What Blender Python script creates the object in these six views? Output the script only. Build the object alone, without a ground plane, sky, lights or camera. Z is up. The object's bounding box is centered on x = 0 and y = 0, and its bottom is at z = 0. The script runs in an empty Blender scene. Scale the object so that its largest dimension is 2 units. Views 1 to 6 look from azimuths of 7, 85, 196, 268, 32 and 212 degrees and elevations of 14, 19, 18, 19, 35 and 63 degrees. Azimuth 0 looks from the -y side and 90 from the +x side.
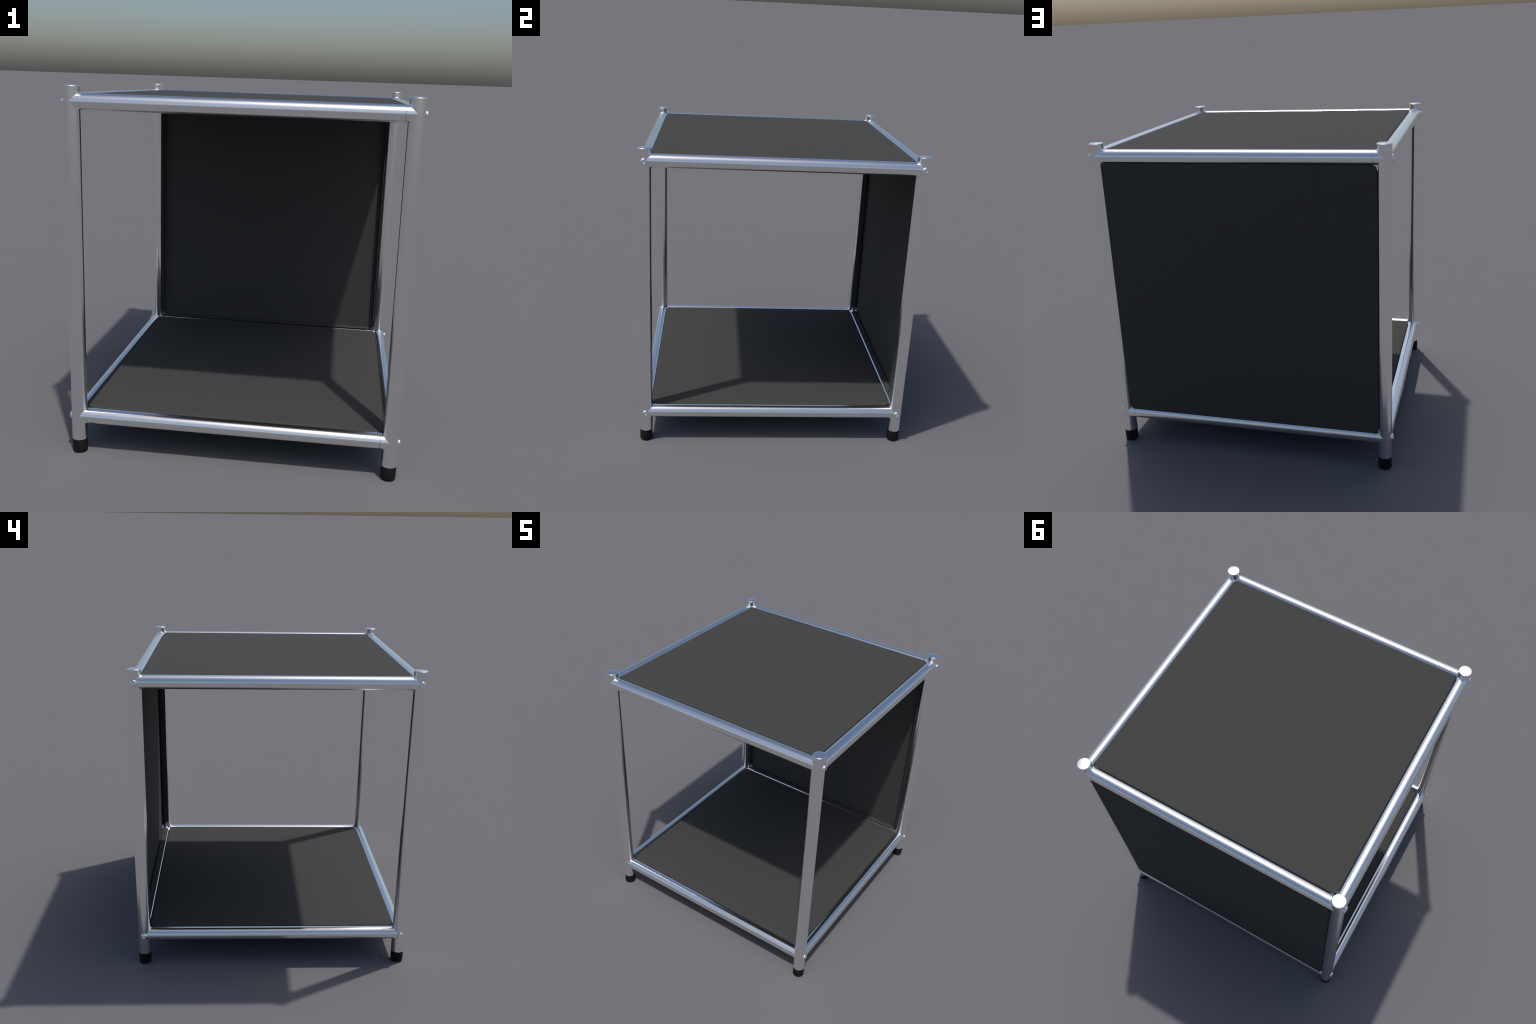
"""Square chrome-tube side table with three folded dark sheet-metal panels."""
import bpy, bmesh, math
from mathutils import Vector, Matrix

# ------------------------------------------------------------------ sizes (m)
AXIS = 0.8536          # tube axis distance from the centre, x and y
TUBE = 0.0424          # tube radius, posts and rails alike
Z_TOP = 1.9185         # axis height of the upper rails
Z_LOW = Z_TOP - 2 * AXIS
HEIGHT = 2.0           # top of the posts
FOOT_TOP = 0.0765      # rubber foot below this height
FOOT_R = 0.0405
FILLET = 0.0050        # cast fillet between the tubes
STUB_END = 0.0570   # joint reaches this far from the post axis
SEAM = 0.0006          # groove between joint and rail

FACE = 0.0358          # panel face above the tube axis plane
SHEET = 0.0050         # sheet thickness
HALF = 0.8200          # half width of the panel face
BEND = 0.0062          # bend radius at the panel edge
FLANGE_DEPTH = 0.0610  # face to free edge of the flange
FLANGE_X = 0.8088      # outer side of the flange, just clear of the tube
CORNER_R = 0.0290      # rounded, notched face corner
NOTCH = 0.0300
SEAT = 0.0015          # level panels sit this much above the rail axes
HOLE_AT = 0.6510
HOLE_R = 0.0090


# ------------------------------------------------------------------ materials
def new_material(name, color, rough, metallic=0.0, specular=0.5, spread=0.0,
                 rough_spread=0.0, bump=0.0, scale=30.0):
    m = bpy.data.materials.new(name)
    m.use_nodes = True
    nt = m.node_tree
    b = nt.nodes["Principled BSDF"]
    b.inputs["Metallic"].default_value = metallic
    b.inputs["Specular IOR Level"].default_value = specular
    tc = nt.nodes.new("ShaderNodeTexCoord")
    nz = nt.nodes.new("ShaderNodeTexNoise")
    nz.inputs["Scale"].default_value = scale
    nz.inputs["Detail"].default_value = 4.0
    nt.links.new(tc.outputs["Object"], nz.inputs["Vector"])
    ramp = nt.nodes.new("ShaderNodeValToRGB")
    ramp.color_ramp.elements[0].position = 0.3
    ramp.color_ramp.elements[1].position = 0.7
    for e, k in zip(ramp.color_ramp.elements, (1 - spread, 1 + spread)):
        e.color = (*[min(1.0, c * k) for c in color], 1)
    nt.links.new(nz.outputs["Fac"], ramp.inputs["Fac"])
    nt.links.new(ramp.outputs["Color"], b.inputs["Base Color"])
    mr = nt.nodes.new("ShaderNodeMapRange")
    mr.inputs["To Min"].default_value = rough - rough_spread
    mr.inputs["To Max"].default_value = rough + rough_spread
    nt.links.new(nz.outputs["Fac"], mr.inputs["Value"])
    nt.links.new(mr.outputs["Result"], b.inputs["Roughness"])
    if bump:
        bn = nt.nodes.new("ShaderNodeBump")
        fine = nt.nodes.new("ShaderNodeTexNoise")
        fine.inputs["Scale"].default_value = 420.0
        nt.links.new(tc.outputs["Object"], fine.inputs["Vector"])
        bn.inputs["Strength"].default_value = bump
        bn.inputs["Distance"].default_value = 0.001
        nt.links.new(fine.outputs["Fac"], bn.inputs["Height"])
        nt.links.new(bn.outputs["Normal"], b.inputs["Normal"])
    return m


CHROME = new_material("polished_chrome", (0.98, 0.98, 0.98), 0.205, metallic=1.0)
PAINT = new_material("dark_powder_coat", (0.0552, 0.0553, 0.0528), 0.95,
                     specular=0.25, spread=0.006, rough_spread=0.01, scale=6.0)
RUBBER = new_material("black_rubber", (0.0065, 0.0065, 0.0065), 0.8, specular=0.25,
                      spread=0.05, scale=60.0)


# ------------------------------------------------------------------ mesh tools
def mesh_from(name, bm, mat, smooth_angle=35.0):
    bmesh.ops.remove_doubles(bm, verts=bm.verts, dist=1e-6)
    bmesh.ops.recalc_face_normals(bm, faces=bm.faces)
    me = bpy.data.meshes.new(name)
    for f in bm.faces:
        f.smooth = True
    bm.to_mesh(me)
    bm.free()
    me.set_sharp_from_angle(angle=math.radians(smooth_angle))
    me.materials.append(mat)
    return me


def add_object(name, data, parent=None, matrix=None):
    o = bpy.data.objects.new(name, data)
    bpy.context.scene.collection.objects.link(o)
    if parent:
        o.parent = parent
    if matrix is not None:
        o.matrix_local = matrix
    return o


def lathe(bm, profile, segments=96, axis="z", start=0.0):
    """Turn a (radius, height) profile round an axis; radius 0 closes it."""
    rings = []
    for r, h in profile:
        ring = []
        n = 1 if r == 0 else segments
        for i in range(n):
            a = 2 * math.pi * (i + start) / segments
            c, s = r * math.cos(a), r * math.sin(a)
            p = (c, s, h) if axis == "z" else (h, c, s)
            ring.append(bm.verts.new(p))
        rings.append(ring)
    for A, B in zip(rings, rings[1:]):
        for i in range(segments):
            j = (i + 1) % segments
            if len(A) == 1 and len(B) == 1:
                continue
            if len(A) == 1:
                bm.faces.new((A[0], B[i], B[j]))
            elif len(B) == 1:
                bm.faces.new((A[i], B[0], A[j]))
            else:
                bm.faces.new((A[i], B[i], B[j], A[j]))
    return rings


def arc(cx, cy, r, a0, a1, n):
    return [(cx + r * math.cos(math.radians(a0 + (a1 - a0) * i / n)),
             cy + r * math.sin(math.radians(a0 + (a1 - a0) * i / n))) for i in range(n + 1)]


# ------------------------------------------------------------------ parts
def post_mesh():
    bm = bmesh.new()
    br, dome = 0.0055, 0.0018
    prof = [(0, FOOT_TOP + 0.0012), (TUBE - 0.0022, FOOT_TOP + 0.0012),
            (TUBE - 0.0010, FOOT_TOP), (TUBE, FOOT_TOP + 0.0010)]
    # support rings keep the wall normals level right up to the rounded ends
    prof += [(TUBE, FOOT_TOP + 0.0020), (TUBE, HEIGHT - dome - br - 0.0010), (TUBE, HEIGHT - dome - br)]
    prof += arc(TUBE - br, HEIGHT - dome - br, br, 8, 84, 8)
    prof += [((TUBE - br) * k, HEIGHT - dome * k * k) for k in (0.92, 0.75, 0.5, 0.25, 0)]
    lathe(bm, prof)
    return mesh_from("post", bm, CHROME, 50)


def rubber_foot_mesh():
    bm = bmesh.new()
    br = 0.0060
    prof = [(0, 0), (FOOT_R - br - 0.004, 0), (FOOT_R - br, 0)]
    prof += arc(FOOT_R - br, br, br, -75, 0, 5)
    prof += [(FOOT_R, br + 0.001), (FOOT_R + 0.0003, FOOT_TOP - 0.0050), (FOOT_R - 0.0004, FOOT_TOP - 0.0036),
             (FOOT_R - 0.0040, FOOT_TOP - 0.0030), (FOOT_R - 0.0040, FOOT_TOP + 0.0008), (0, FOOT_TOP + 0.0008)]
    lathe(bm, prof)
    return mesh_from("rubber_foot", bm, RUBBER, 40)


def rail_mesh(bolted):
    """Rail along x. Bolted rails show a fine seam at the joint, welded ones none."""
    bm = bmesh.new()
    if not bolted:
        end = AXIS - STUB_END
        lathe(bm, [(TUBE, -end), (TUBE, end)], axis="x")
        return mesh_from("rail", bm, CHROME, 40)
    end = AXIS - STUB_END - SEAM / 2
    ch = 0.0006
    prof = [(0, -end), (TUBE - ch * 1.6, -end), (TUBE, -end + ch),
            (TUBE, end - ch), (TUBE - ch * 1.6, end), (0, end)]
    lathe(bm, prof, axis="x")
    return mesh_from("rail", bm, CHROME, 40)


def bolt_mesh():
    """Button-head bolt with a hexagon socket, axis along +x from the post axis."""
    bm = bmesh.new()
    base, tip, rad, sock = 0.0350, 0.0525, 0.0213, 0.0090
    prof = [(rad - 0.0006, base), (rad, base + 0.0055), (rad, base + 0.0075)]
    n = 8
    for i in range(1, n + 1):
        a = math.radians(90 * i / n)
        r = rad + (sock + 0.0022 - rad) * (1 - math.cos(a))
        h = base + 0.0075 + (tip - base - 0.0075) * math.sin(a)
        prof.append((r, h))
    prof += [(sock + 0.0012, tip), (sock, tip - 0.0010)]
    rings = lathe(bm, prof, segments=48, axis="x")
    # socket walls run to a hexagon, then a floor
    hexa = []
    for i in range(48):
        a = 2 * math.pi * i / 48
        k = (a + math.pi / 6) % (math.pi / 3) - math.pi / 6
        r = sock * 0.84 / math.cos(k)
        hexa.append((r * math.cos(a), r * math.sin(a)))
    up = [bm.verts.new((tip - 0.0016, y, z)) for y, z in hexa]
    dn = [bm.verts.new((tip - 0.0095, y, z)) for y, z in hexa]
    cen = bm.verts.new((tip - 0.0110, 0, 0))
    for i in range(48):
        j = (i + 1) % 48
        bm.faces.new((rings[-1][i], up[i], up[j], rings[-1][j]))
        bm.faces.new((up[i], dn[i], dn[j], up[j]))
        bm.faces.new((dn[i], cen, dn[j]))
    return mesh_from("bolt", bm, CHROME, 35)


def joint_mesh(bolt_x):
    """Tee stubs towards +x and +y off a vertical post, with rolled fillets."""
    bm = bmesh.new()
    X, Y, Z = Vector((1, 0, 0)), Vector((0, 1, 0)), Vector((0, 0, 1))
    ch = 0.0006

    def stub(u, v, w, bolted):      # along u, section in (v, w)
        seg, rings = 96, []
        prof = [(TUBE, 0.0), (TUBE, STUB_END)]
        if bolted:
            prof = [(TUBE, 0.0), (TUBE, STUB_END - SEAM / 2 - ch),
                    (TUBE - ch * 1.6, STUB_END - SEAM / 2)]
        for r, h in prof:
            rings.append([bm.verts.new(u * h + v * r * math.cos(2 * math.pi * i / seg)
                                       + w * r * math.sin(2 * math.pi * i / seg))
                          for i in range(seg)])
        for A, B in zip(rings, rings[1:]):
            for i in range(seg):
                j = (i + 1) % seg
                bm.faces.new((A[i], B[i], B[j], A[j]))
        if bolted:
            bm.faces.new(rings[-1])

    def fillet(u, w, v, side):
        """Rolling-ball blend between the tube along u and the tube along w
        (both through the origin); v is normal to both; side = sign along w."""
        nphi, narc = 40, 10
        grid = []
        for i in range(nphi + 1):
            phi = math.radians(6 + (180 - 12) * i / nphi)
            c, s = math.cos(phi), math.sin(phi)
            ball = v * (TUBE + FILLET) * c + (u + w * side) * (TUBE + FILLET) * s
            na = v * c + w * side * s          # normal of the tube along u
            nb = v * c + u * s                 # normal of the tube along w
            ang = na.angle(nb)
            row = []
            for k in range(narc + 1):
                t = k / narc
                n = (na * math.sin((1 - t) * ang) + nb * math.sin(t * ang)) / math.sin(ang)
                row.append(bm.verts.new(ball - n * FILLET))
            grid.append(row)
        for A, B in zip(grid, grid[1:]):
            for k in range(narc):
                bm.faces.new((A[k], A[k + 1], B[k + 1], B[k]))

    stub(X, Y, Z, bolt_x)
    stub(Y, Z, X, not bolt_x)
    for side in (1, -1):
        fillet(X, Z, Y, side)
        fillet(Y, Z, X, side)
    fillet(X, Y, Z, 1)

    # orient outwards patch by patch: every point's normal leaves its nearest axis
    me = mesh_from("joint", bm, CHROME, 50)
    return me


def panel_mesh():
    """Folded sheet tray: face at +z, four leaning flanges with mitred ends."""
    bm = bmesh.new()
    t = SHEET
    flat = HALF - BEND
    # face plate outline: straight sides stop at the bend, corners are round tabs
    outline = []
    c = HALF - CORNER_R
    for q in range(4):
        rot = Matrix.Rotation(math.pi / 2 * q, 2)
        pts = [(flat, -(HALF - NOTCH)), (flat, HALF - NOTCH)]
        pts += [(HALF - 0.0012, HALF - NOTCH)]
        pts += arc(c, c, CORNER_R - 0.0012, 3, 87, 10)
        pts += [(HALF - NOTCH, HALF - 0.0012)]
        outline += [rot @ Vector(p) for p in pts]
    lip = 0.0010
    top = [bm.verts.new((p.x, p.y, FACE)) for p in outline]
    low = [bm.verts.new((p.x, p.y, FACE - t)) for p in outline]
    bm.faces.new(top)
    bm.faces.new(low[::-1])
    n = len(top)
    for i in range(n):
        j = (i + 1) % n
        bm.faces.new((top[i], low[i], low[j], top[j]))
    # bend + flange on each side
    # the edge rolls over past square, then steps in to clear the tube
    depth = FACE - FLANGE_DEPTH
    roll = 125.0
    outer = [(flat + BEND * math.sin(math.radians(a)), FACE - BEND + BEND * math.cos(math.radians(a)))
             for a in [roll * i / 10 for i in range(11)]]
    x0, z0 = outer[-1]
    drop = (x0 - FLANGE_X) * math.tan(math.radians(roll - 90 + 26))
    outer += [(FLANGE_X + 0.0012, z0 - drop * 0.85), (FLANGE_X, z0 - drop * 1.25)]
    outer += [(FLANGE_X, depth + 0.0008)]
    inner = []
    for i, (x, z) in enumerate(outer):          # offset inwards by the sheet thickness
        p = outer[max(0, i - 1)]
        n = outer[min(len(outer) - 1, i + 1)]
        d = (Vector(n) - Vector(p)).normalized() if i else Vector((1, 0))
        inner.append((x + d.y * t, z - d.x * t))
    inner = [(min(x, FLANGE_X - t) if k > 10 else x, z) for k, (x, z) in enumerate(inner)]
    e = 0.0008
    prof = outer + [(FLANGE_X - e, depth), (FLANGE_X - t + e, depth)] + inner[::-1]
    for q in range(4):
        rot = Matrix.Rotation(math.pi / 2 * q, 3, "Z")
        rings = []
        for s in (-1, 1):
            ring = []
            for x, z in prof:
                cut = max(0.0, (FACE - BEND) - z) * 0.62   # mitred ends
                ring.append(bm.verts.new(rot @ Vector((x, s * (HALF - NOTCH - cut), z))))
            rings.append(ring)
        m = len(prof)
        for i in range(m):
            j = (i + 1) % m
            if i == m - 1:
                continue                       # open where it meets the plate
            bm.faces.new((rings[0][i], rings[1][i], rings[1][j], rings[0][j]))
        half = len(outer)
        for ring in rings:                     # end caps as quads across the sheet
            for i in range(half - 1):
                bm.faces.new((ring[i], ring[i + 1], ring[m - 2 - i], ring[m - 1 - i]))
            bm.faces.new([ring[k] for k in range(half - 1, half + 3)])
    bmesh.ops.remove_doubles(bm, verts=bm.verts, dist=1e-6)
    bmesh.ops.recalc_face_normals(bm, faces=bm.faces)
    me = bpy.data.meshes.new("panel")
    bm.to_mesh(me)
    bm.free()
    me.materials.append(PAINT)
    # screw holes through the flanges
    body = add_object("panel_body", me)
    cb = bmesh.new()
    for q in range(4):
        rot = Matrix.Rotation(math.pi / 2 * q, 4, "Z")
        for s in (-1, 1):
            mx = rot @ Matrix.Translation((FLANGE_X - SHEET / 2, s * HOLE_AT, 0)) @ Matrix.Rotation(math.pi / 2, 4, "Y")
            bmesh.ops.create_cone(cb, cap_ends=True, segments=24, radius1=HOLE_R,
                                  radius2=HOLE_R, depth=0.04, matrix=mx)
    cm = bpy.data.meshes.new("cutter")
    cb.to_mesh(cm)
    cb.free()
    cut = add_object("cutter", cm)
    md = body.modifiers.new("holes", "BOOLEAN")
    md.object = cut
    md.operation = "DIFFERENCE"
    md.solver = "EXACT"
    dg = bpy.context.evaluated_depsgraph_get()
    out = bpy.data.meshes.new_from_object(body.evaluated_get(dg))
    bpy.data.objects.remove(body)
    bpy.data.objects.remove(cut)
    for p in out.polygons:
        p.use_smooth = True
    out.set_sharp_from_angle(angle=math.radians(30))
    out.name = "panel"
    return out


# ------------------------------------------------------------------ assembly
table = bpy.data.objects.new("side_table", None)
bpy.context.scene.collection.objects.link(table)
table["label"] = "cube side table, chrome tubes, dark grey sheet panels"
table["category"] = "side table"

POST, FOOT, BOLT, PANEL = post_mesh(), rubber_foot_mesh(), bolt_mesh(), panel_mesh()
BOLTED_RAIL, WELDED_RAIL = rail_mesh(True), rail_mesh(False)
# a joint turned by 90 or 270 degrees has its local y stub along the world x axis
JOINTS = {0: joint_mesh(True), 90: joint_mesh(False)}

corners = [(-1, -1, 0), (1, -1, 90), (1, 1, 180), (-1, 1, 270)]
for sx, sy, turn in corners:
    post = add_object("post", POST, table, Matrix.Translation((sx * AXIS, sy * AXIS, 0)))
    add_object("rubber_foot", FOOT, post)
    for z in (Z_LOW, Z_TOP):
        flip = Matrix.Rotation(0 if sx > 0 else math.pi, 4, "Z")
        add_object("bolt", BOLT, post, Matrix.Translation((0, 0, z)) @ flip)
        add_object("joint", JOINTS[turn % 180], post, Matrix.Translation((0, 0, z)) @
                   Matrix.Rotation(math.radians(turn), 4, "Z"))

for z in (Z_LOW, Z_TOP):
    for s in (-1, 1):
        add_object("rail", BOLTED_RAIL, table, Matrix.Translation((-0.0003, s * AXIS, z)))
        add_object("rail", WELDED_RAIL, table, Matrix.Translation((s * AXIS, 0, z)) @
                   Matrix.Rotation(math.pi / 2, 4, "Z"))

mid = (Z_TOP + Z_LOW) / 2
add_object("top_panel", PANEL, table, Matrix.Translation((0, 0, Z_TOP + SEAT)))
add_object("shelf_panel", PANEL, table, Matrix.Translation((0, 0, Z_LOW + SEAT)))
add_object("back_panel", PANEL, table, Matrix.Translation((0, AXIS, mid)) @
           Matrix.Rotation(-math.pi / 2, 4, "X"))
